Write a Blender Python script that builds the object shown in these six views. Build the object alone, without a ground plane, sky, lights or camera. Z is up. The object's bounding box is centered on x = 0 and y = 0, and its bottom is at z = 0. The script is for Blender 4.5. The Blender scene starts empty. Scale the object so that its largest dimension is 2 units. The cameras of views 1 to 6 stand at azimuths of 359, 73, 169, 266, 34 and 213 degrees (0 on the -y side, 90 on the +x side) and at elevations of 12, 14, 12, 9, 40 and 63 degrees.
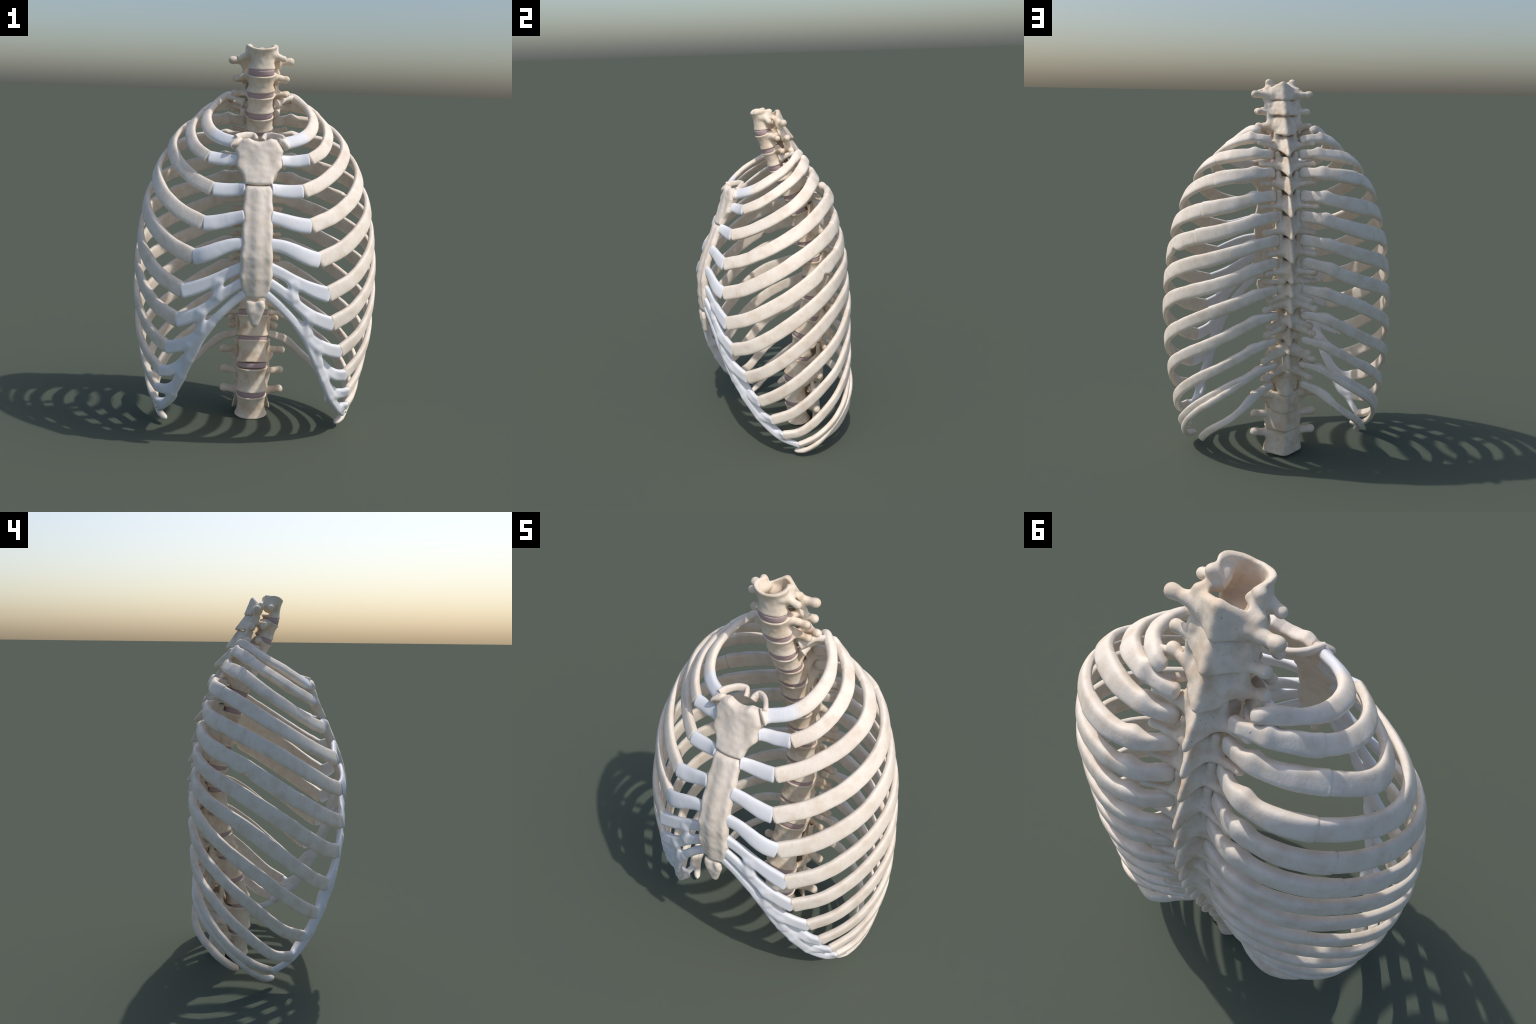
"""A human thoracic skeleton: vertebral column, thirteen rib pairs, costal
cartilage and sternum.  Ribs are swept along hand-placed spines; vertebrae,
sternum and the fused cartilage are smooth distance fields that are meshed."""
import bpy
import numpy as np
from mathutils import noise, Vector

rng = np.random.default_rng(7)

# ----------------------------------------------------------------- utilities
def spline(K, t):
    """Catmull-Rom through the knots K at the parameters t in 0..1."""
    K = np.asarray(K, float)
    n = len(K)
    t = np.atleast_1d(np.asarray(t, float))
    x = np.clip(t, 0, 1) * (n - 1)
    i = np.minimum(x.astype(int), n - 2)
    f = (x - i)[:, None]
    Kp = np.vstack([2 * K[0] - K[1], K, 2 * K[-1] - K[-2]])
    a, b, c, d = Kp[i], Kp[i + 1], Kp[i + 2], Kp[i + 3]
    return .5 * (2 * b + (c - a) * f + (2 * a - 5 * b + 4 * c - d) * f * f + (3 * b - a - 3 * c + d) * f ** 3)


def unit(v):
    return v / (np.linalg.norm(v, axis=-1, keepdims=True) + 1e-12)


def step(e0, e1, x):
    t = np.clip((x - e0) / (e1 - e0), 0, 1)
    return t * t * (3 - 2 * t)


def bump(x, c, w):
    return np.exp(-((x - c) / w) ** 2)


def curve(x, pts):
    """Smooth-ish interpolation of (x, value) pairs."""
    p = np.array(pts, float)
    return np.interp(x, p[:, 0], p[:, 1])


def make_object(name, verts, faces, material, parent=None, smooth=True):
    me = bpy.data.meshes.new(name)
    me.from_pydata([tuple(v) for v in verts], [], [tuple(f) for f in faces])
    me.update()
    if smooth:
        me.polygons.foreach_set("use_smooth", np.ones(len(me.polygons), bool))
    me.materials.append(material)
    ob = bpy.data.objects.new(name, me)
    bpy.context.scene.collection.objects.link(ob)
    if parent is not None:
        ob.parent = parent
    return ob


def mirrored(verts, faces):
    return np.asarray(verts) * [-1, 1, 1], [tuple(reversed(f)) for f in faces]


def bumps3(P, scale, seed):
    """Smooth noise at the points P."""
    off = Vector((seed * 3.1, seed * 1.7, seed * 5.3))
    return np.array([noise.noise(Vector(p) * scale + off) for p in P])


# -------------------------------------------------- distance-field modelling
class Field:
    """A signed distance field on a grid; shapes are blended into it."""

    def __init__(self, lo, hi, h):
        self.h = h
        self.lo = np.array(lo, float)
        n = np.ceil((np.array(hi) - self.lo) / h).astype(int) + 1
        self.ax = [self.lo[i] + h * np.arange(n[i]) for i in range(3)]
        self.F = np.full(n, 1.0)

    def coords(self):
        return np.meshgrid(*self.ax, indexing="ij")

    def box(self, lo, hi):
        sl = []
        for i in range(3):
            a = int(np.clip(np.floor((lo[i] - self.lo[i]) / self.h), 0, self.F.shape[i]))
            b = int(np.clip(np.ceil((hi[i] - self.lo[i]) / self.h) + 1, 0, self.F.shape[i]))
            sl.append(slice(a, b))
        g = np.meshgrid(*[self.ax[i][sl[i]] for i in range(3)], indexing="ij")
        return tuple(sl), g

    def blend(self, D, k, sl=Ellipsis):
        A = self.F[sl]
        h = np.maximum(k - np.abs(A - D), 0) / k if k > 0 else 0
        self.F[sl] = np.minimum(A, D) - h * h * k * .25

    def cut(self, D, k, sl=Ellipsis):
        A = self.F[sl]
        D = -D
        h = np.maximum(k - np.abs(A - D), 0) / k
        self.F[sl] = np.maximum(A, D) + h * h * k * .25

    def rod(self, a, b, ra, rb, k=.012, both=True):
        """A round rod from a to b, blended in (and mirrored in x)."""
        for s in ((1, -1) if both else (1,)):
            A = np.array(a, float) * [s, 1, 1]
            B = np.array(b, float) * [s, 1, 1]
            r = max(ra, rb) + k + 2 * self.h
            sl, (X, Y, Z) = self.box(np.minimum(A, B) - r, np.maximum(A, B) + r)
            d = B - A
            L = d @ d + 1e-12
            t = np.clip(((X - A[0]) * d[0] + (Y - A[1]) * d[1] + (Z - A[2]) * d[2]) / L, 0, 1)
            D = np.sqrt((X - A[0] - t * d[0]) ** 2 + (Y - A[1] - t * d[1]) ** 2 + (Z - A[2] - t * d[2]) ** 2) - (ra + (rb - ra) * t)
            self.blend(D, k, sl)

    def strap(self, P, N, half_w, half_t, k=.012):
        """A flat strap along the points P with face normals N."""
        lo, hi = P.min(0) - .07, P.max(0) + .07
        sl, (X, Y, Z) = self.box(lo, hi)
        best = np.full(X.shape, 1.0)
        off = np.array([s.start for s in sl])
        for i in range(len(P) - 1):
            A, B = P[i], P[i + 1]
            r = max(half_w[i], half_w[i + 1]) + .03
            sub, (x, y, z) = self.box(np.minimum(A, B) - r, np.maximum(A, B) + r)
            loc = tuple(slice(max(s.start - o, 0), s.stop - o) for s, o in zip(sub, off))
            x, y, z = X[loc], Y[loc], Z[loc]
            d = B - A
            t = np.clip(((x - A[0]) * d[0] + (y - A[1]) * d[1] + (z - A[2]) * d[2]) / (d @ d + 1e-12), 0, 1)
            T = unit(d)
            n = unit(N[i] - T * (N[i] @ T))
            w = np.cross(T, n)
            hw = half_w[i] + (half_w[i + 1] - half_w[i]) * t
            ht = half_t[i] + (half_t[i + 1] - half_t[i]) * t
            q = (x - A[0] - t * d[0], y - A[1] - t * d[1], z - A[2] - t * d[2])
            dn = q[0] * n[0] + q[1] * n[1] + q[2] * n[2]
            dw = q[0] * w[0] + q[1] * w[1] + q[2] * w[2]
            dt = q[0] * T[0] + q[1] * T[1] + q[2] * T[2]
            core = np.maximum(np.abs(dw) - (hw - ht), 0)
            D = np.sqrt(core ** 2 + dn ** 2 + dt ** 2) - ht
            best[loc] = np.minimum(best[loc], D)
        self.blend(best, k, sl)

    def mesh(self, relax=2):
        """Surface nets, then a little relaxation."""
        F = self.F
        S = F < 0
        n = np.array(F.shape)
        cn = n - 1
        acc = np.zeros((*cn, 3))
        cnt = np.zeros(cn)
        quads = []
        for a in range(3):
            s0 = [slice(None)] * 3
            s1 = [slice(None)] * 3
            s0[a] = slice(0, -1)
            s1[a] = slice(1, None)
            E = np.argwhere(S[tuple(s0)] != S[tuple(s1)])
            b, c = (a + 1) % 3, (a + 2) % 3
            E = E[(E[:, b] > 0) & (E[:, c] > 0) & (E[:, b] < n[b] - 1) & (E[:, c] < n[c] - 1)]
            E1 = E.copy()
            E1[:, a] += 1
            f0, f1 = F[tuple(E.T)], F[tuple(E1.T)]
            P = E.astype(float)
            P[:, a] += f0 / (f0 - f1)
            cells = []
            for db, dc in ((-1, -1), (0, -1), (0, 0), (-1, 0)):
                q = E.copy()
                q[:, b] += db
                q[:, c] += dc
                cells.append(q)
                np.add.at(acc, tuple(q.T), P)
                np.add.at(cnt, tuple(q.T), 1)
            Q = np.stack([np.ravel_multi_index(q.T, cn) for q in cells], 1)
            flip = f0 > f1
            Q[flip] = Q[flip][:, ::-1]
            quads.append(Q)
        Q = np.vstack(quads)
        used = np.unique(Q)
        remap = np.full(np.prod(cn), -1)
        remap[used] = np.arange(len(used))
        V = acc.reshape(-1, 3)[used] / cnt.reshape(-1)[used][:, None]
        Q = remap[Q]
        for _ in range(relax):
            s = np.zeros_like(V)
            m = np.zeros(len(V))
            for i in range(4):
                j = (i + 1) % 4
                np.add.at(s, Q[:, i], V[Q[:, j]])
                np.add.at(s, Q[:, j], V[Q[:, i]])
                np.add.at(m, Q[:, i], 1)
                np.add.at(m, Q[:, j], 1)
            V = .5 * V + .5 * s / m[:, None]
        return self.lo + V * self.h, Q


def polygon_distance(poly, X, Z):
    """Signed distance to a closed 2D outline."""
    D = np.full(X.shape, 1e9)
    inside = np.zeros(X.shape, bool)
    n = len(poly)
    for i in range(n):
        a, b = poly[i], poly[(i + 1) % n]
        e = b - a
        px, pz = X - a[0], Z - a[1]
        t = np.clip((px * e[0] + pz * e[1]) / (e @ e + 1e-12), 0, 1)
        D = np.minimum(D, (px - t * e[0]) ** 2 + (pz - t * e[1]) ** 2)
        if abs(e[1]) > 1e-12:
            c = ((a[1] <= Z) != (b[1] <= Z)) & (X < a[0] + (Z - a[1]) * e[0] / e[1])
            inside ^= c
    D = np.sqrt(D)
    return np.where(inside, -D, D)


def smooth_max(a, b, k):
    h = np.maximum(k - np.abs(a - b), 0) / k
    return np.maximum(a, b) + h * h * k * .25


# ----------------------------------------------------------------- materials
def new_material(name):
    m = bpy.data.materials.new(name)
    m.use_nodes = True
    nt = m.node_tree
    return m, nt, nt.nodes["Principled BSDF"]


def node(nt, kind, **kw):
    n = nt.nodes.new(kind)
    for k, v in kw.items():
        setattr(n, k, v)
    return n


def noise_tex(nt, vec, scale, detail=4, rough=.6):
    n = node(nt, "ShaderNodeTexNoise")
    n.inputs["Scale"].default_value = scale
    n.inputs["Detail"].default_value = detail
    n.inputs["Roughness"].default_value = rough
    nt.links.new(vec, n.inputs["Vector"])
    return n.outputs["Fac"]


def ramp(nt, fac, stops):
    r = node(nt, "ShaderNodeValToRGB")
    while len(r.color_ramp.elements) < len(stops):
        r.color_ramp.elements.new(.5)
    for e, (p, c) in zip(r.color_ramp.elements, stops):
        e.position = p
        e.color = (*c, 1) if len(c) == 3 else c
    nt.links.new(fac, r.inputs["Fac"])
    return r.outputs["Color"]


def mix(nt, fac, a, b, blend="MIX"):
    m = node(nt, "ShaderNodeMix", data_type="RGBA", blend_type=blend)
    for sock, val in ((m.inputs[0], fac), (m.inputs[6], a), (m.inputs[7], b)):
        if hasattr(val, "links"):
            nt.links.new(val, sock)
        else:
            sock.default_value = val if isinstance(val, (int, float)) else (*val, 1)
    return m.outputs[2]


def mapped(nt, scale):
    tc = node(nt, "ShaderNodeTexCoord")
    mp = node(nt, "ShaderNodeMapping")
    mp.inputs["Scale"].default_value = scale
    nt.links.new(tc.outputs["Object"], mp.inputs["Vector"])
    return mp.outputs["Vector"]


def bone_material(name, light, tan, dark, tan_amount, pits=False, stretch=(1, 1, 1), gristle=None):
    m, nt, b = new_material(name)
    v = mapped(nt, stretch)
    base = mix(nt, noise_tex(nt, v, 5, 3), [c * .97 for c in light], [min(1, c * 1.04) for c in light])
    patches = ramp(nt, noise_tex(nt, v, 14, 5, .6), [(.44, (0, 0, 0)), (.68, (tan_amount,) * 3)])
    col = mix(nt, patches, base, tan)
    streak = ramp(nt, noise_tex(nt, mapped(nt, (60, 60, 14)), 1.0, 4, .65), [(.52, (0, 0, 0)), (.80, (.30,) * 3)])
    col = mix(nt, streak, col, tan)
    if pits:
        vo = node(nt, "ShaderNodeTexVoronoi")
        vo.inputs["Scale"].default_value = 1.0
        nt.links.new(mapped(nt, (70, 70, 42)), vo.inputs["Vector"])
        dots = ramp(nt, vo.outputs["Distance"], [(.05, (1, 1, 1)), (.12, (0, 0, 0))])
        gate = ramp(nt, noise_tex(nt, v, 26, 2), [(.50, (0, 0, 0)), (.58, (.85,) * 3)])
        g = mix(nt, 1.0, dots, gate, "MULTIPLY")
        col = mix(nt, g, col, dark)
    if gristle:            # pale cartilage fades in round a place on the bone
        place, near, far = gristle
        ab = node(nt, "ShaderNodeVectorMath", operation="ABSOLUTE")
        nt.links.new(mapped(nt, (1, 1, 1)), ab.inputs[0])
        wob = node(nt, "ShaderNodeVectorMath", operation="DISTANCE")
        nt.links.new(ab.outputs[0], wob.inputs[0])
        wob.inputs[1].default_value = place
        col = mix(nt, ramp(nt, wob.outputs["Value"], [(near, (1, 1, 1)), (far, (0, 0, 0))]), col, (.79, .795, .83))
    nt.links.new(col, b.inputs["Base Color"])
    b.inputs["Roughness"].default_value = .55
    b.inputs["Specular IOR Level"].default_value = .35
    bp = node(nt, "ShaderNodeBump")
    bp.inputs["Strength"].default_value = .12
    bp.inputs["Distance"].default_value = .01
    nt.links.new(noise_tex(nt, mapped(nt, (90, 90, 40)), 1.0, 5), bp.inputs["Height"])
    nt.links.new(bp.outputs["Normal"], b.inputs["Normal"])
    return m


RIB_BONE = bone_material("rib_bone", (.88, .79, .69), (.66, .52, .39), (.2, .13, .08), .5)
SPINE_BONE = bone_material("vertebra_bone", (.84, .73, .60), (.64, .46, .30), (.13, .085, .05), .75, True)
FIRST_RIB = bone_material("first_rib_bone", (.88, .79, .69), (.66, .52, .39), (.2, .13, .08), .5, gristle=((.175, .178, 1.547), .045, .085))
STERNUM_BONE = bone_material("sternum_bone", (.80, .715, .625), (.66, .54, .42), (.16, .11, .07), .5, True)

CARTILAGE, nt_, b_ = new_material("cartilage")
_v = mapped(nt_, (1, 1, 1))
_c = mix(nt_, ramp(nt_, noise_tex(nt_, _v, 12, 4), [(.35, (0, 0, 0)), (.7, (1, 1, 1))]), (.76, .775, .82), (.82, .82, .84))
_c = mix(nt_, ramp(nt_, noise_tex(nt_, _v, 22, 4), [(.60, (0, 0, 0)), (.75, (.35, .35, .35))]), _c, (.82, .79, .76))
nt_.links.new(_c, b_.inputs["Base Color"])
b_.inputs["Roughness"].default_value = .48
b_.inputs["Specular IOR Level"].default_value = .4

DISC, nt_, b_ = new_material("disc_cartilage")
_v = mapped(nt_, (60, 60, 260))
_c = mix(nt_, noise_tex(nt_, _v, 1, 4), (.42, .30, .31), (.56, .42, .425))
nt_.links.new(_c, b_.inputs["Base Color"])
b_.inputs["Roughness"].default_value = .5

# -------------------------------------------------------------- the rib cage
CAGE = bpy.data.objects.new("rib_cage", None)
bpy.context.scene.collection.objects.link(CAGE)
CAGE["label"] = "pale human rib cage with spine, sternum and cartilage"
CAGE["category"] = "rib cage"

# spines of the ribs of the +x side, from the spine to the front end
RIB = {
    1: [(.129, .170, 1.731), (.161, .165, 1.747), (.192, .142, 1.740), (.221, .109, 1.721), (.247, .070, 1.695), (.264, .024, 1.666), (.267, -.027, 1.634), (.257, -.079, 1.601), (.231, -.128, 1.570), (.186, -.169, 1.548), (.124, -.201, 1.533), (.108, -.223, 1.532)],
    2: [(.074, .195, 1.691), (.138, .200, 1.704), (.199, .188, 1.703), (.252, .159, 1.690), (.296, .120, 1.664), (.326, .072, 1.630), (.341, .017, 1.593), (.341, -.041, 1.556), (.325, -.100, 1.518), (.292, -.154, 1.486), (.241, -.203, 1.458)],
    3: [(.065, .214, 1.618), (.145, .241, 1.627), (.226, .233, 1.625), (.305, .201, 1.613), (.374, .155, 1.591), (.421, .100, 1.548), (.437, .031, 1.496), (.418, -.048, 1.444), (.370, -.126, 1.392), (.301, -.200, 1.346), (.214, -.270, 1.313)],
    4: [(.061, .236, 1.531), (.146, .299, 1.534), (.245, .310, 1.527), (.344, .279, 1.510), (.429, .217, 1.479), (.489, .135, 1.432), (.513, .040, 1.372), (.497, -.064, 1.311), (.445, -.164, 1.250), (.361, -.254, 1.197), (.251, -.331, 1.158)],
    5: [(.061, .278, 1.417), (.153, .337, 1.415), (.260, .342, 1.391), (.370, .307, 1.364), (.467, .238, 1.337), (.533, .142, 1.293), (.562, .031, 1.236), (.551, -.081, 1.169), (.495, -.185, 1.103), (.408, -.277, 1.042), (.294, -.354, .999)],
    6: [(.054, .316, 1.319), (.151, .371, 1.309), (.260, .373, 1.277), (.371, .337, 1.240), (.475, .270, 1.209), (.552, .176, 1.167), (.591, .068, 1.102), (.586, -.049, 1.026), (.539, -.166, .952), (.458, -.271, .885), (.343, -.357, .835)],
    7: [(.050, .344, 1.204), (.163, .393, 1.186), (.280, .392, 1.150), (.394, .346, 1.109), (.496, .269, 1.070), (.573, .172, 1.020), (.609, .062, .956), (.600, -.050, .879), (.554, -.157, .799), (.478, -.253, .729), (.370, -.334, .684)],
    8: [(.061, .365, 1.095), (.178, .404, 1.063), (.290, .399, 1.015), (.398, .355, .970), (.496, .282, .930), (.572, .193, .884), (.614, .095, .821), (.614, -.004, .742), (.580, -.101, .659), (.518, -.192, .584), (.425, -.273, .526)],
    9: [(.060, .363, .952), (.154, .415, .937), (.258, .417, .901), (.361, .384, .854), (.459, .328, .801), (.541, .252, .744), (.596, .160, .680), (.614, .061, .607), (.595, -.035, .526), (.544, -.127, .449), (.464, -.214, .386)],
    10: [(.058, .382, .819), (.159, .417, .804), (.256, .417, .759), (.350, .389, .703), (.441, .341, .649), (.521, .276, .596), (.577, .200, .537), (.597, .116, .467), (.585, .032, .390), (.547, -.054, .320), (.490, -.149, .274)],
    11: [(.064, .377, .687), (.167, .409, .655), (.264, .413, .605), (.356, .388, .550), (.440, .342, .495), (.508, .281, .435), (.551, .211, .371), (.569, .137, .304), (.562, .064, .239), (.534, -.008, .189), (.495, -.086, .170)],
    12: [(.057, .356, .546), (.137, .388, .529), (.215, .404, .494), (.295, .399, .454), (.370, .376, .409), (.437, .338, .358), (.491, .289, .302), (.527, .229, .243), (.541, .160, .185), (.530, .086, .133), (.495, .008, .092)],
    13: [(.074, .325, .430), (.129, .363, .405), (.182, .392, .379), (.232, .408, .338), (.282, .410, .296), (.327, .391, .257), (.369, .360, .221), (.403, .322, .184), (.426, .280, .145), (.435, .231, .108), (.433, .176, .076)],
}
# the lower strand of the twelfth rib, which ends free
STRAND = [(.056, .356, .546), (.153, .388, .518), (.242, .403, .471), (.326, .398, .415), (.403, .369, .357), (.465, .321, .298), (.506, .259, .235), (.525, .191, .170), (.525, .123, .107), (.502, .057, .059), (.452, -.007, .037)]
# full height of each rib and where the step near its angle sits
RIB_HEIGHT = {1: .060, 2: .060, 3: .068, 4: .074, 5: .078, 6: .079, 7: .079, 8: .073, 9: .066, 10: .061, 11: .054, 12: .044, 13: .046}
RIB_STEP = {2: .415, 3: .37, 4: .33, 5: .365, 6: .395, 9: .345}

SAMPLES = np.linspace(0, 1, 121)
DENSE = {k: spline(v, SAMPLES) for k, v in RIB.items()}


def face_normals(k, P):
    """Outward normal of the cage at the points P of rib k, from its neighbours."""
    up, down = DENSE.get(k - 1), DENSE.get(k + 1)

    def nearest(Q):
        return Q[((P[:, None] - Q[None]) ** 2).sum(-1).argmin(1)]
    a = nearest(up) if up is not None else P
    b = nearest(down) if down is not None else P
    W = a - b
    T = np.gradient(P, axis=0)
    N = unit(np.cross(W, T))
    N[(N * (P - [0, .05, P[:, 2].mean() - .05])).sum(1) < 0] *= -1
    for _ in range(14):
        N[1:-1] = .25 * N[:-2] + .5 * N[1:-1] + .25 * N[2:]
    T = unit(T)
    return unit(N - T * (N * T).sum(1, keepdims=True)), T


def sweep(P, N, T, up_w, low_w, out_t, in_t, ring=30, power=2.5, seed=1, rough=.0012, cap=(True, True)):
    """Sweep a rounded-flat section with separate upper and lower half heights."""
    W = np.cross(T, N)
    W[W[:, 2] < 0] *= -1
    ang = np.arange(ring) * 2 * np.pi / ring
    c, s = np.cos(ang), np.sin(ang)
    cc = np.sign(c) * np.abs(c) ** (2 / power)
    ss = np.sign(s) * np.abs(s) ** (2 / power)
    V, F = [], []
    n = len(P)
    for i in range(n):
        w = np.where(ss > 0, up_w[i], low_w[i]) * ss
        t = np.where(cc > 0, out_t[i], in_t[i]) * cc
        V.append(P[i] + np.outer(t, N[i]) + np.outer(w, W[i]))
    V = np.vstack(V)
    flip = np.dot(np.cross(N[0], W[0]), T[0]) < 0
    for i in range(n - 1):
        for j in range(ring):
            q = (i * ring + j, i * ring + (j + 1) % ring, (i + 1) * ring + (j + 1) % ring, (i + 1) * ring + j)
            F.append(tuple(reversed(q)) if flip else q)
    d = bumps3(V, 22, seed) + .5 * bumps3(V, 60, seed + 1)
    C = np.repeat(P, ring, 0)
    V = V + unit(V - C) * (d * rough)[:, None]
    for e in (0, 1):
        m = len(V)
        V = np.vstack([V, P[0] if e == 0 else P[-1]])
        base = 0 if e == 0 else (n - 1) * ring
        for j in range(ring):
            f = (m, base + (j + 1) % ring, base + j)
            if e == 1:
                f = tuple(reversed(f))
            F.append(tuple(reversed(f)) if flip else f)
    return V, F


def join(parts):
    V, F, o = [], [], 0
    for v, f in parts:
        V.append(np.asarray(v))
        F += [tuple(int(i) + o for i in q) for q in f]
        o += len(v)
    return np.vstack(V), F


def end_round(t, w0, w1):
    """1 in the middle, falling to a rounded end over the lengths w0 and w1."""
    a = np.clip(t / w0, 0, 1) if w0 > 0 else np.ones_like(t)
    b = np.clip((1 - t) / w1, 0, 1) if w1 > 0 else np.ones_like(t)
    return np.sqrt(np.clip(1 - (1 - a) ** 2, .0004, 1)) * np.sqrt(np.clip(1 - (1 - b) ** 2, .0004, 1))


def stations(n=110, extra=()):
    t = np.linspace(0, 1, n)
    t = np.concatenate([t, [.0015, .004, .007, .985, .993, .9965, .9985], *[[e - .003, e - .001, e, e + .002, e + .005] for e in extra]])
    return np.unique(np.clip(t, 0, 1))


def rib_profile(k, t, H):
    """Half heights and half thicknesses of rib k along t."""
    if k < 8:      # flared head, pinched neck, then the full shaft
        g = curve(t, [(0, .80), (.03, .76), (.08, .68), (.14, .80), (.24, .92), (.4, .97), (.6, 1.0), (.9, 1.0), (1, 1.0)])
    else:
        g = curve(t, [(0, .74), (.05, .72), (.12, .84), (.24, .96), (.4, 1.0), (.6, 1.0), (.9, 1.0), (1, 1.0)])
    th = curve(t, [(0, .016), (.08, .017), (.2, .0195), (.35, .0170), (.5, .0145), (.7, .0140), (1, .0160)])
    up = .5 * H * g
    low = .5 * H * g
    if k in RIB_STEP:
        s = RIB_STEP[k]
        swell = 1 + .10 * (1 - step(s - .002, s + .003, t)) * step(s - .25, s - .02, t) - .05 * bump(t, s, .0035)
        up, low, th = up * swell, low * swell, th * swell
    return up, low, th


HEAD = {}          # filled by the spine section: where each neck meets its body


def spine_front_y(z):
    return curve(z, [(0, .103), (.14, .088), (.30, .087), (.44, .128), (.58, .155), (.70, .196), (.83, .212), (.95, .22), (1.074, .218), (1.185, .197), (1.3, .165), (1.4, .138), (1.48, .112), (1.576, .074), (1.663, .026), (1.764, -.014), (1.867, -.053), (1.99, -.073)])


DISC_Z = [1.867, 1.763, 1.662, 1.576, 1.48, 1.385, 1.285, 1.185, 1.074, .955, .83, .70, .58, .442, .302, .142]


def half_depth(z):
    return curve(z, [(0, .068), (.4, .066), (1.0, .062), (1.5, .055), (1.7, .049), (2, .047)])


def half_width(z):
    return curve(z, [(0, .086), (.5, .085), (.9, .080), (1.5, .070), (2, .069)])


for k in RIB:
    z = 1.712 if k == 1 else DISC_Z[k]
    if k == 13:
        z = .43
    HEAD[k] = np.array([half_width(z) * .98 + .010, spine_front_y(z) + half_depth(z) * 1.35, z])


def build_rib(k):
    t = stations(extra=[RIB_STEP[k]] if k in RIB_STEP else ((.935,) if k == 1 else ()))
    P = spline(RIB[k], t)
    N, T = face_normals(k, P)
    P = P - N * (.008 * step(.04, .14, t) * (1 - step(.40, .62, t)) + .002)[:, None]
    H = RIB_HEIGHT[k]
    up, low, th = rib_profile(k, t, H)
    rng_k = np.random.default_rng(100 + k)
    # tubercle behind the transverse process
    tub = .055 if k > 2 else .10
    if k not in (1, 13):
        up = up + .012 * bump(t, tub + .07, .028) * (1.0 if k < 7 else .5)
        th = th + .006 * bump(t, tub + .07, .03)
    for _ in range(4):
        a = rng_k.uniform(.2, .9)
        up = up + rng_k.uniform(-.0022, .0022) * bump(t, a, .05)
        low = low + rng_k.uniform(-.0022, .0022) * bump(t, a + .05, .04)
    if k == 6:   # the scar on the lower border of the sixth rib
        low = low + .006 * bump(t, .49, .03) * (t < .525) - .020 * bump(t, .535, .014) + .003 * bump(t, .58, .03)
    if k == 1:
        th = curve(t, [(0, .019), (.15, .019), (.4, .0165), (.8, .0165), (1, .018)])
        up, low = (H * .5 * curve(t, [(0, .62), (.1, .75), (.2, .85), (.3, .70), (.5, .95), (.7, 1.05), (.88, 1.0), (.94, 1.08), (1, 1.32)]) for _ in "ab")
    if k == 13:
        th = np.full_like(t, .0165)
        up, low = (H * .5 * curve(t, [(0, .85), (.25, 1.05), (.33, .8), (.6, .82), (.8, .9), (1, .85)]) for _ in "ab")
        er = end_round(t, .03, .05)
    elif k == 12:
        er = end_round(t, .03, .006)
    else:
        er = end_round(t, .025, .006)
        er = np.where(t > .5, np.maximum(er, .80), er)
    up, low, th = up * er, low * er, th * er
    if k == 1:     # bone, a stretch of cartilage, and the flared bony end
        out = []
        for a, b in ((0, .935), (.935, 1)):
            m = (t >= a - 1e-6) & (t <= b + 1e-6)
            q = np.ones(m.sum())
            if a > .9:
                q[0] = .96
            out.append(sweep(P[m], N[m], T[m], up[m] * q, low[m] * q, th[m] * q, th[m] * q, seed=k, power=2.7))
        parts = [out[0]]
    else:
        parts = [sweep(P, N, T, up, low, th, th, seed=k, power=3.3)]
    # the first two ribs also have a neck of their own to the vertebral body
    if k <= 2:
        A = spline(RIB[k], [.06, .12]) if k == 2 else spline(RIB[k], [.10, .17])
        Hd = HEAD[k]
        K = np.array([A[1], A[0] * .65 + Hd * .35 + [0, -.012, .004], A[0] * .25 + Hd * .75 + [0, -.008, .002], Hd])
        tn = stations(36)
        Pn = spline(K, tn)
        Tn = unit(np.gradient(Pn, axis=0))
        Nn = unit(np.cross(Tn, [0, 0, 1.0]))
        r = curve(tn, [(0, .013), (.4, .012), (.7, .015), (.9, .020), (1, .020)]) * end_round(tn, .0, .09)
        parts.append(sweep(Pn, Nn, Tn, r * 1.15, r * 1.15, r, r, ring=20, power=2.2, seed=40 + k))
    if k == 12:
        P2 = spline(STRAND, t)
        N2, T2 = face_normals(12, P2)
        e2 = end_round(t, .03, .045)
        w2 = .5 * .036 * curve(t, [(0, .8), (.3, 1), (.7, .95), (.9, 1.0), (1, .95)]) * e2
        t2 = .013 * e2 * (1 + .25 * step(.9, .93, t))
        parts.append(sweep(P2, N2, T2, w2, w2, t2, t2, seed=77))
    if k == 1:
        return join(parts), out[1]
    return join(parts)


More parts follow.
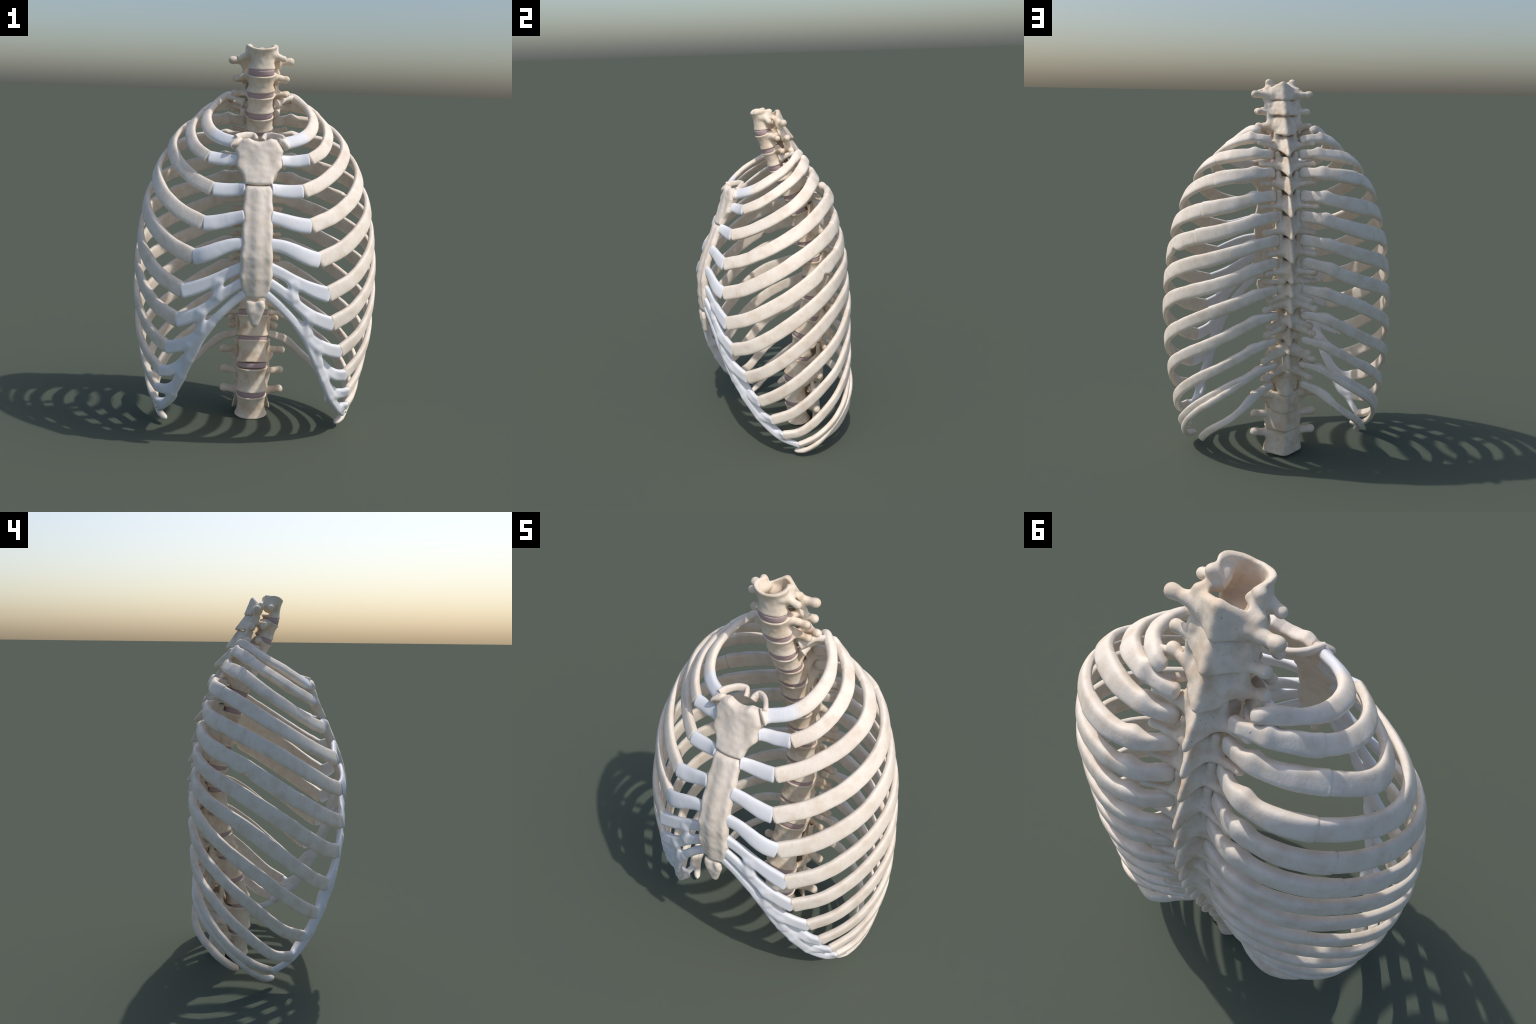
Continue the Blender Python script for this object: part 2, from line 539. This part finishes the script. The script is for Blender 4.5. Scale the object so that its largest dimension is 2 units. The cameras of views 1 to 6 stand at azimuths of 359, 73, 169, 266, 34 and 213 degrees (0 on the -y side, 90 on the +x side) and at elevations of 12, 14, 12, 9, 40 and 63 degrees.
# cartilage spines, from the sternum to the bone
CARTILAGE_SPINE = {
    2: [(.102, -.232, 1.45), (.117, -.224, 1.451), (.14, -.216, 1.449), (.171, -.211, 1.449), (.205, -.205, 1.453), (.241, -.203, 1.459)],
    3: [(.060, -.300, 1.322), (.072, -.293, 1.321), (.092, -.285, 1.316), (.126, -.279, 1.312), (.168, -.274, 1.311), (.214, -.27, 1.314)],
    4: [(.060, -.358, 1.202), (.099, -.350, 1.191), (.138, -.346, 1.18), (.176, -.342, 1.17), (.214, -.338, 1.162), (.252, -.331, 1.159)],
    5: [(.058, -.392, 1.078), (.113, -.389, 1.07), (.161, -.388, 1.054), (.207, -.385, 1.034), (.252, -.376, 1.015), (.295, -.355, 1.0)],
    6: [(.06, -.402, .97), (.119, -.391, .941), (.174, -.382, .91), (.229, -.376, .88), (.286, -.367, .855), (.344, -.357, .836)],
    7: [(.066, -.408, .897), (.116, -.399, .862), (.157, -.391, .827), (.197, -.382, .79), (.237, -.373, .756), (.279, -.362, .726), (.324, -.349, .703), (.371, -.334, .685)],
    8: [(.05, -.408, .845), (.112, -.394, .789), (.163, -.384, .735), (.211, -.37, .68), (.259, -.353, .627), (.309, -.33, .582), (.364, -.303, .547), (.426, -.272, .527)],
    9: [(.311, -.313, .49), (.33, -.28, .477), (.352, -.26, .448), (.381, -.247, .416), (.418, -.233, .392), (.464, -.215, .386)],
    10: [(.352, -.266, .383), (.371, -.236, .344), (.394, -.209, .31), (.421, -.185, .282), (.454, -.165, .269), (.491, -.148, .273)],
    11: [(.399, -.199, .265), (.397, -.166, .238), (.408, -.139, .21), (.429, -.117, .186), (.46, -.099, .17), (.495, -.085, .17)],
}
MARGIN = [(.204, -.37, .678), (.265, -.349, .582), (.311, -.313, .482), (.35, -.267, .383), (.389, -.215, .288), (.432, -.155, .205), (.47, -.083, .136), (.495, .008, .091)]
CARTILAGE_HEIGHT = {2: (.054, .060), 3: (.054, .067), 4: (.060, .073), 5: (.058, .076), 6: (.054, .076), 7: (.048, .072), 8: (.042, .068), 9: (.046, .063), 10: (.042, .058), 11: (.036, .051)}


def outward(P, up_tilt=.0):
    """Front-outward direction of the cage wall at P."""
    v = np.array([P[:, 0] * 1.1, P[:, 1] - .05, np.zeros(len(P))]).T
    v = unit(v)
    v[:, 2] += np.interp(P[:, 2], [.1, .5, .9, 1.2, 1.5], [-.35, -.25, -.02, .25, .45])
    return unit(v)


def build_simple_cartilage(k):
    t = stations(50)
    P = spline(CARTILAGE_SPINE[k], t)
    T = unit(np.gradient(P, axis=0))
    N = outward(P)
    if k in RIB:
        Nr, _ = face_normals(k, DENSE[k])
        w = step(.4, 1, t)[:, None]
        N = unit(N * (1 - w) + Nr[-1] * w)
    N = unit(N - T * (N * T).sum(1, keepdims=True))
    a, b = CARTILAGE_HEIGHT[k]
    h = .5 * (a + (b - a) * step(0, .8, t))
    th = curve(t, [(0, .016), (.5, .0135), (1, .0145)])
    er = np.maximum(end_round(t, .01, .02), .86)
    return sweep(P, N, T, h * er, h * er, th * er, th * er, seed=20 + k, power=2.5, rough=.0008)


def build_fused_cartilage():
    """Cartilage of ribs 6 to 12, grown together along the costal margin."""
    f = Field((.02, -.45, .03), (.56, .07, 1.02), .0046)
    for k in (6, 7, 8, 9, 10, 11):
        P = spline(CARTILAGE_SPINE[k], np.linspace(0, 1, 26))
        N = outward(P)
        if k in RIB:
            Nr, _ = face_normals(k, DENSE[k])
            w = np.linspace(0, 1, 26)[:, None] ** 2
            N = unit(N * (1 - w) + Nr[-1] * w)
        a, b = CARTILAGE_HEIGHT[k]
        s = np.linspace(0, 1, 26)
        hw = .5 * (a + (b - a) * step(.3, 1, s))
        ht = .0135 + 0 * s
        f.strap(P, N, hw, ht, k=.014)
    P = spline(MARGIN, np.linspace(0, 1, 36))
    s = np.linspace(0, 1, 36)
    f.strap(P, outward(P), curve(s, [(0, .014), (.2, .024), (.6, .024), (.85, .018), (1, .0185)]), curve(s, [(0, .011), (.3, .0135), (1, .0115)]), k=.02)
    # bridges between neighbours
    for a, b, w in (((.172, -.388, .892), (.186, -.388, .822), .020), ((.252, -.372, .735), (.262, -.356, .648), .020),
                    ((.31, -.33, .56), (.325, -.30, .475), .012)):
        Q = np.array([a, b])
        f.strap(np.vstack([Q[0], Q.mean(0), Q[1]]), outward(np.vstack([Q[0], Q.mean(0), Q[1]])), [w] * 3, [.0105] * 3, k=.024)
    return f.mesh()


# ------------------------------------------------------------------ vertebrae
# shields of the arches: ridge top (y, z), ridge tip (y, z), half width top, half
# width where the processes leave, half width at the tip, how far the sides lie
# forward of the ridge
ARCH = [
    [(.098, 1.984, .131, 1.892, .030, .094, .090, .072)],
    [(.128, 1.892, .180, 1.815, .082, .090, .078, .080)],
    [(.168, 1.812, .228, 1.718, .076, .082, .050, .085)],
    [(.222, 1.712, .290, 1.618, .062, .076, .016, .090)],
    [(.268, 1.612, .320, 1.518, .046, .060, .014, .080)],
    [(.298, 1.515, .350, 1.427, .044, .054, .014, .078)],
    [(.332, 1.424, .396, 1.322, .044, .054, .016, .085)],
    [(.360, 1.322, .412, 1.212, .046, .054, .020, .080)],
    [(.380, 1.212, .431, 1.097, .046, .056, .022, .075)],
    [(.390, 1.098, .434, .990, .044, .054, .020, .070)],
    [(.398, .988, .434, .919, .038, .052, .020, .060), (.398, .935, .428, .834, .034, .036, .030, .062)],
    [(.380, .845, .418, .756, .038, .052, .012, .060)],
    [(.372, .765, .400, .650, .038, .048, .010, .065), (.365, .665, .392, .605, .034, .044, .010, .060)],
    [(.356, .615, .385, .524, .042, .048, .010, .065), (.352, .535, .378, .497, .036, .044, .012, .060)],
    [(.352, .505, .350, .362, .052, .058, .044, .072)],
    [(.346, .378, .338, .258, .070, .114, .070, .100)],
    [(.322, .272, .326, .148, .088, .098, .092, .090), (.312, .165, .320, .008, .086, .092, .108, .088)],
]
# tips of the processes (x, y, z, root z offset, radius)
PROCESS = [
    [(.146, .076, 1.920, -.006, .0175), (.109, .002, 1.929, .022, .0135)],
    [(.127, .104, 1.832, -.004, .0160), (.127, .043, 1.833, .012, .0145)],
    [(.134, .123, 1.760, -.006, .0155), (.123, .072, 1.757, .010, .0140)],
    [(.139, .205, 1.680, -.022, .0125)],
    [(.136, .250, 1.578, -.016, .0120)],
    [(.132, .287, 1.482, -.010, .0130)],
    [(.143, .335, 1.368, .000, .0120)],
    [(.123, .332, 1.234, .014, .0160)],
    [(.127, .368, 1.131, .008, .0165)],
    [(.124, .390, 1.037, .006, .0155), (.128, .368, .988, .004, .0135)],
    [(.106, .388, .892, .022, .0160), (.129, .395, .848, .028, .0160)],
    [(.108, .388, .756, .030, .0160), (.122, .396, .716, .032, .0160)],
    [(.106, .370, .606, .030, .0165), (.130, .378, .572, .034, .0165)],
    [(.122, .352, .466, .04, .0190), (.128, .315, .520, .0, .0150)],
    [(.163, .265, .350, .0, .0195)],
    [(.157, .255, .236, -.008, .0200)],
    [(.157, .245, .127, -.01, .0200)],
]


def build_vertebra(i):
    zt = 1.984 if i == 0 else DISC_Z[i - 1]
    zb = .004 if i == len(ARCH) - 1 else DISC_Z[i]
    gap_t = 0 if i == 0 else .0118
    gap_b = 0 if i == len(ARCH) - 1 else .0118
    yt, yb = spine_front_y(zt), spine_front_y(zb)
    zm = .5 * (zt + zb)
    a, b = half_width(zm), half_depth(zm)
    lo = [-.2, min(yt, yb) - .03, zb - .12]
    hi = [.2, max(q[2] for q in ARCH[i]) + .03, max(zt, ARCH[i][0][1]) + .04]
    f = Field(lo, hi, .0036)
    X, Y, Z = f.coords()
    # body: an hourglass drum that leans with the column
    ax = unit(np.array([yt - yb, zt - zb]))
    cy = .5 * (yt + yb) + b * ax[1]
    v = (Y - cy) * ax[1] - (Z - zm) * ax[0]
    w = (Y - cy) * ax[0] + (Z - zm) * ax[1]
    L = .5 * np.hypot(yt - yb, zt - zb)
    s = np.clip(w / (L - .5 * (gap_t + gap_b)), -1, 1)
    waist = 1.07 - .19 * (1 - np.abs(s) ** 2.4)
    flat = np.where(v > 0, 1 + .10 * (v / b) ** 2, 1)
    rad = np.sqrt((X / a) ** 2 + (v / (b * flat)) ** 2)
    D = (rad / waist - 1) * min(a, b) * .92
    lift = .014 * (np.abs(X) / a) ** 2 - .004 if i == 0 else 0
    D = smooth_max(D, w - (L - gap_t + lift), .008)
    D = smooth_max(D, -w - (L - gap_b), .008)
    f.blend(D, .01)
    if i == 0:
        hollow = smooth_max((np.sqrt((X / (a - .012)) ** 2 + ((v - .012) / (b)) ** 2) - 1) * b, -(w + L - .026), .008)
        f.cut(np.maximum(hollow, -1), .006)
    # arch shields
    for (y0, z0, y1, z1, wt, wm, wb, fwd) in ARCH[i]:
        q = np.clip((z0 - Z) / (z0 - z1), -.3, 1.3)
        ry = y0 + (y1 - y0) * q
        ry = ry - .020 * (1 - np.clip(q, 0, 1)) ** 2 * (1 if 2 < i < 14 else .2)
        hw = np.where(q < .45, wt + (wm - wt) * step(0, .45, q), wm + (wb - wm) * step(.45, 1.0, q))
        ref = max(wt, wm, wb)
        soft = .014 if i < 3 else (.022 if i > 13 else .005)
        xx = np.sqrt(X ** 2 + soft ** 2) - soft
        surf = ry - fwd * (xx / ref + 1e-6) ** (1.05 if (i < 3 or i > 13) else .80)
        slope = np.sqrt(1 + (fwd / ref) ** 2)
        d = np.abs(Y - (surf - .009)) / slope - .0095
        peak = .0 if i > 0 else .62
        top = z0 - .10 * np.maximum(xx, 0) * (peak / .10 if i == 0 else 1.0)
        tip = z1 + (.05 * xx if (i < 3 or i > 13) else .55 * xx)
        d = smooth_max(d, np.abs(X) - hw, .008)
        d = smooth_max(d, Z - top, .008)
        d = smooth_max(d, tip - Z, .008)
        f.blend(d, .006)
        # keel along the ridge
        if i > 13:
            f.rod((0, y0 - .012, z0 - .03), (0, y1 - .006, z1 + .022), .006, .0085, .02, both=False)
        elif 3 <= i:
            f.rod((0, y0 - .016, z0 - .012), (0, y1 - .006, z1 + .010), .007, .0085, .018, both=False)
        else:
            f.rod((0, y0 - .009, z0 - .008), (0, y1 - .009, z1 + .008), .004, .005, .02, both=False)
    # pedicles join body and arch
    y0, z0, y1, z1, wt, wm, wb, fwd = ARCH[i][0]
    zr = .55 * z0 + .45 * z1
    back = cy + b * .75
    side_y = .5 * (y0 + y1) - fwd * .85
    zped = zm + .25 * (zt - zb)
    f.rod((a * .62, back, zped), (max(wm * .9, .045), side_y, zr), .015, .014, .018)
    # processes
    for j, (x, y, z, dz, r) in enumerate(PROCESS[i]):
        if i < 3 and j == 1:
            root = (a * .75, cy + .01, z + dz)
        elif i >= 14:
            root = (a * .80, side_y - .01, z + dz)
        else:
            root = (wm * .62, side_y + .018, z + dz)
        mid = tuple(np.array(root) * .45 + np.array((x, y, z)) * .55)
        f.rod(root, mid, r * (1.5 if i < 3 else 1.3), r * .86, .02)
        f.rod(mid, (x - r * .2, y, z), r * .86, r * .95, .012)
        f.rod((x - r * .4, y, z), (x, y, z), r * 1.05, r * 1.08, .008)
    # articular processes
    if i == 0:
        f.rod((.060, .012, 1.93), (.066, .020, 1.982), .016, .0155, .016)
        f.rod((.052, -.03, 1.95), (.064, .012, 1.965), .013, .013, .012)
        f.rod((.085, .07, 1.905), (.084, .075, 1.885), .016, .014, .014)
    elif i < 3:
        f.rod((.075, side_y + .005, zr), (.078, side_y - .012, z0 + .012), .014, .014, .016)
        f.rod((.075, side_y + .01, zr), (.078, side_y + .012, z1 + .01), .014, .012, .016)
    elif i >= 14:
        f.rod((.078, side_y, zr), (.088, side_y - .005, z0 + .03), .014, .012, .016)
    else:      # articular columns close the canal at the sides
        f.rod((.046, side_y + .004, z1 + .3 * (z0 - z1)), (.046, side_y - .008, z0 + .012), .017, .014, .016)
        f.rod((.050, back + .006, zm), (.048, side_y, zr), .018, .017, .016)
    V, Q = f.mesh(relax=2)
    n = bumps3(V, 45, 3 + i)
    V = V + unit(V - [0, cy, zm]) * (n * .0012)[:, None]
    return V, Q


def build_disc(i):
    z = DISC_Z[i]
    a, b = half_width(z) * .955, half_depth(z) * .95
    dz = .02
    tang = unit(np.array([spine_front_y(z + dz) - spine_front_y(z - dz), 2 * dz]))
    cy = spine_front_y(z) + half_depth(z) * tang[1]
    V, F = [], []
    ring = 64
    prof = [(.0, -.0150), (.90, -.0150), (.965, -.0145), (.972, -.006), (.975, 0), (.972, .006), (.965, .0145), (.90, .0150), (.0, .0150)]
    for r, h in prof[1:-1]:
        for j in range(ring):
            t = 2 * np.pi * j / ring
            x, v = a * r * np.cos(t), b * r * np.sin(t)
            V.append((x, cy + v * tang[1] + h * tang[0], z - v * tang[0] + h * tang[1]))
    m = len(prof) - 2
    for i2 in range(m - 1):
        for j in range(ring):
            F.append((i2 * ring + j, i2 * ring + (j + 1) % ring, (i2 + 1) * ring + (j + 1) % ring, (i2 + 1) * ring + j))
    F.append(tuple(reversed(range(ring))))
    F.append(tuple(range((m - 1) * ring, m * ring)))
    return np.array(V), F


# -------------------------------------------------------------------- sternum
STERNUM_Y = [(.679, -.420), (.757, -.431), (.846, -.431), (.92, -.437), (1.02, -.436), (1.08, -.423), (1.12, -.412), (1.2, -.382), (1.26, -.356), (1.335, -.325), (1.36, -.312), (1.43, -.280), (1.505, -.254), (1.56, -.232)]


def build_plate(outline, thick, relief, h=.0034):
    half = np.array(outline, float)
    poly = np.vstack([half, (half * [-1, 1])[::-1]])
    lo = [poly[:, 0].min() - .02, -.47, poly[:, 1].min() - .02]
    hi = [poly[:, 0].max() + .02, curve(poly[:, 1].max(), STERNUM_Y) + thick + .04, poly[:, 1].max() + .02]
    f = Field(lo, hi, h)
    X, Y, Z = f.coords()
    x2, z2 = X[:, 0, :], Z[:, 0, :]
    D2 = polygon_distance(poly, x2, z2)[:, None, :]
    front = curve(Z, STERNUM_Y) + relief(X, Z)
    mid = front + thick / 2
    dy = (np.abs(Y - mid) - thick / 2) * .95
    D = smooth_max(D2 + 0 * Y, dy, .020)
    f.blend(D, .001)
    V, Q = f.mesh(relax=2)
    n = bumps3(V, 38, 5)
    V = V + np.array([0, 1, 0]) * (n * .0016)[:, None]
    return V, Q


def manubrium_relief(X, Z):
    d = .006 * bump(np.abs(X), .045, .022) * bump(Z, 1.455, .04)
    d = d - .006 * bump(np.abs(X), .055, .025) * bump(Z, 1.55, .025)
    d = d + .016 * (np.abs(X) / .11) ** 2
    return d - .004 * bump(np.abs(X), .1, .02) * bump(Z, 1.42, .02)


def body_relief(X, Z):
    d = -.003 * bump(X, 0, .02) + .011 * (np.abs(X) / .075) ** 2 + .002 * bump(np.abs(X), .035, .016)
    d = d - .004 * bump(np.abs(X), .066, .012) * (.5 + .5 * np.cos((Z - 1.02) * 2 * np.pi / .11))
    return d


def xiphoid_relief(X, Z):
    return .005 * bump(X, 0, .012) * bump(Z, .80, .02) - .003 * bump(np.abs(X), .028, .014) * bump(Z, .80, .02)


# --------------------------------------------------------------- build it all
spine_parts = []
for i in range(len(ARCH)):
    V, F = build_vertebra(i)
    make_object("vertebra", V, F, SPINE_BONE, CAGE)
for i in range(len(DISC_Z)):
    V, F = build_disc(i)
    make_object("intervertebral_disc", V, F, DISC, CAGE)

V, F = build_plate([(0, 1.538), (.025, 1.542), (.052, 1.555), (.080, 1.549), (.100, 1.523), (.117, 1.497), (.108, 1.476), (.107, 1.458), (.110, 1.440), (.108, 1.422), (.088, 1.400), (.075, 1.382), (.066, 1.345), (0, 1.342)], .048, manubrium_relief)
make_object("manubrium", V, F, STERNUM_BONE, CAGE)
V, F = build_plate([(0, 1.337), (.054, 1.339), (.067, 1.318), (.066, 1.27), (.072, 1.235), (.068, 1.20), (.073, 1.14), (.071, 1.08), (.077, 1.02), (.074, .972), (.079, .935), (.073, .895), (.070, .868), (.047, .826), (0, .824)], .042, body_relief)
make_object("sternum_body", V, F, STERNUM_BONE, CAGE)
V, F = build_plate([(0, .812), (.028, .819), (.045, .813), (.050, .783), (.039, .75), (.027, .715), (.017, .69), (0, .679)], .028, xiphoid_relief)
make_object("xiphoid_process", V, F, STERNUM_BONE, CAGE)

rib_objects = {}
for k in RIB:
    if k == 1:
        (V, F), cap = build_rib(k)
    else:
        V, F = build_rib(k)
    rib_objects[k, 1] = make_object("rib", V, F, FIRST_RIB if k == 1 else RIB_BONE, CAGE)
    V, F = mirrored(V, F)
    rib_objects[k, -1] = make_object("rib", V, F, FIRST_RIB if k == 1 else RIB_BONE, CAGE)
    if k == 1:
        make_object("sternal_end", *cap, STERNUM_BONE, rib_objects[k, 1])
        make_object("sternal_end", *mirrored(*cap), STERNUM_BONE, rib_objects[k, -1])

for k in (2, 3, 4, 5):
    V, F = build_simple_cartilage(k)
    make_object("costal_cartilage", V, F, CARTILAGE, rib_objects[k, 1])
    V, F = mirrored(V, F)
    make_object("costal_cartilage", V, F, CARTILAGE, rib_objects[k, -1])

V, F = build_fused_cartilage()
make_object("costal_margin_cartilage", V, F, CARTILAGE, CAGE)
V, F = mirrored(V, F)
make_object("costal_margin_cartilage", V, F, CARTILAGE, CAGE)


def build_hook():
    """The thin hook that curls behind the top of the manubrium."""
    t = stations(50)
    K = [(.112, -.205, 1.545), (.098, -.180, 1.557), (.070, -.148, 1.562), (.036, -.131, 1.560), (.022, -.142, 1.550), (.016, -.157, 1.536)]
    P = spline(K, t)
    T = unit(np.gradient(P, axis=0))
    N = unit(np.cross(T, [0, 0, 1.0]))
    er = np.maximum(end_round(t, .0, .03), .4)
    h = curve(t, [(0, .022), (.3, .016), (.7, .017), (1, .019)]) * er
    return sweep(P, N, T, h, h, .0105 * er, .0105 * er, ring=20, power=2.6, seed=9)


V, F = build_hook()
make_object("sternal_hook", V, F, STERNUM_BONE, CAGE)
V, F = mirrored(V, F)
make_object("sternal_hook", V, F, STERNUM_BONE, CAGE)
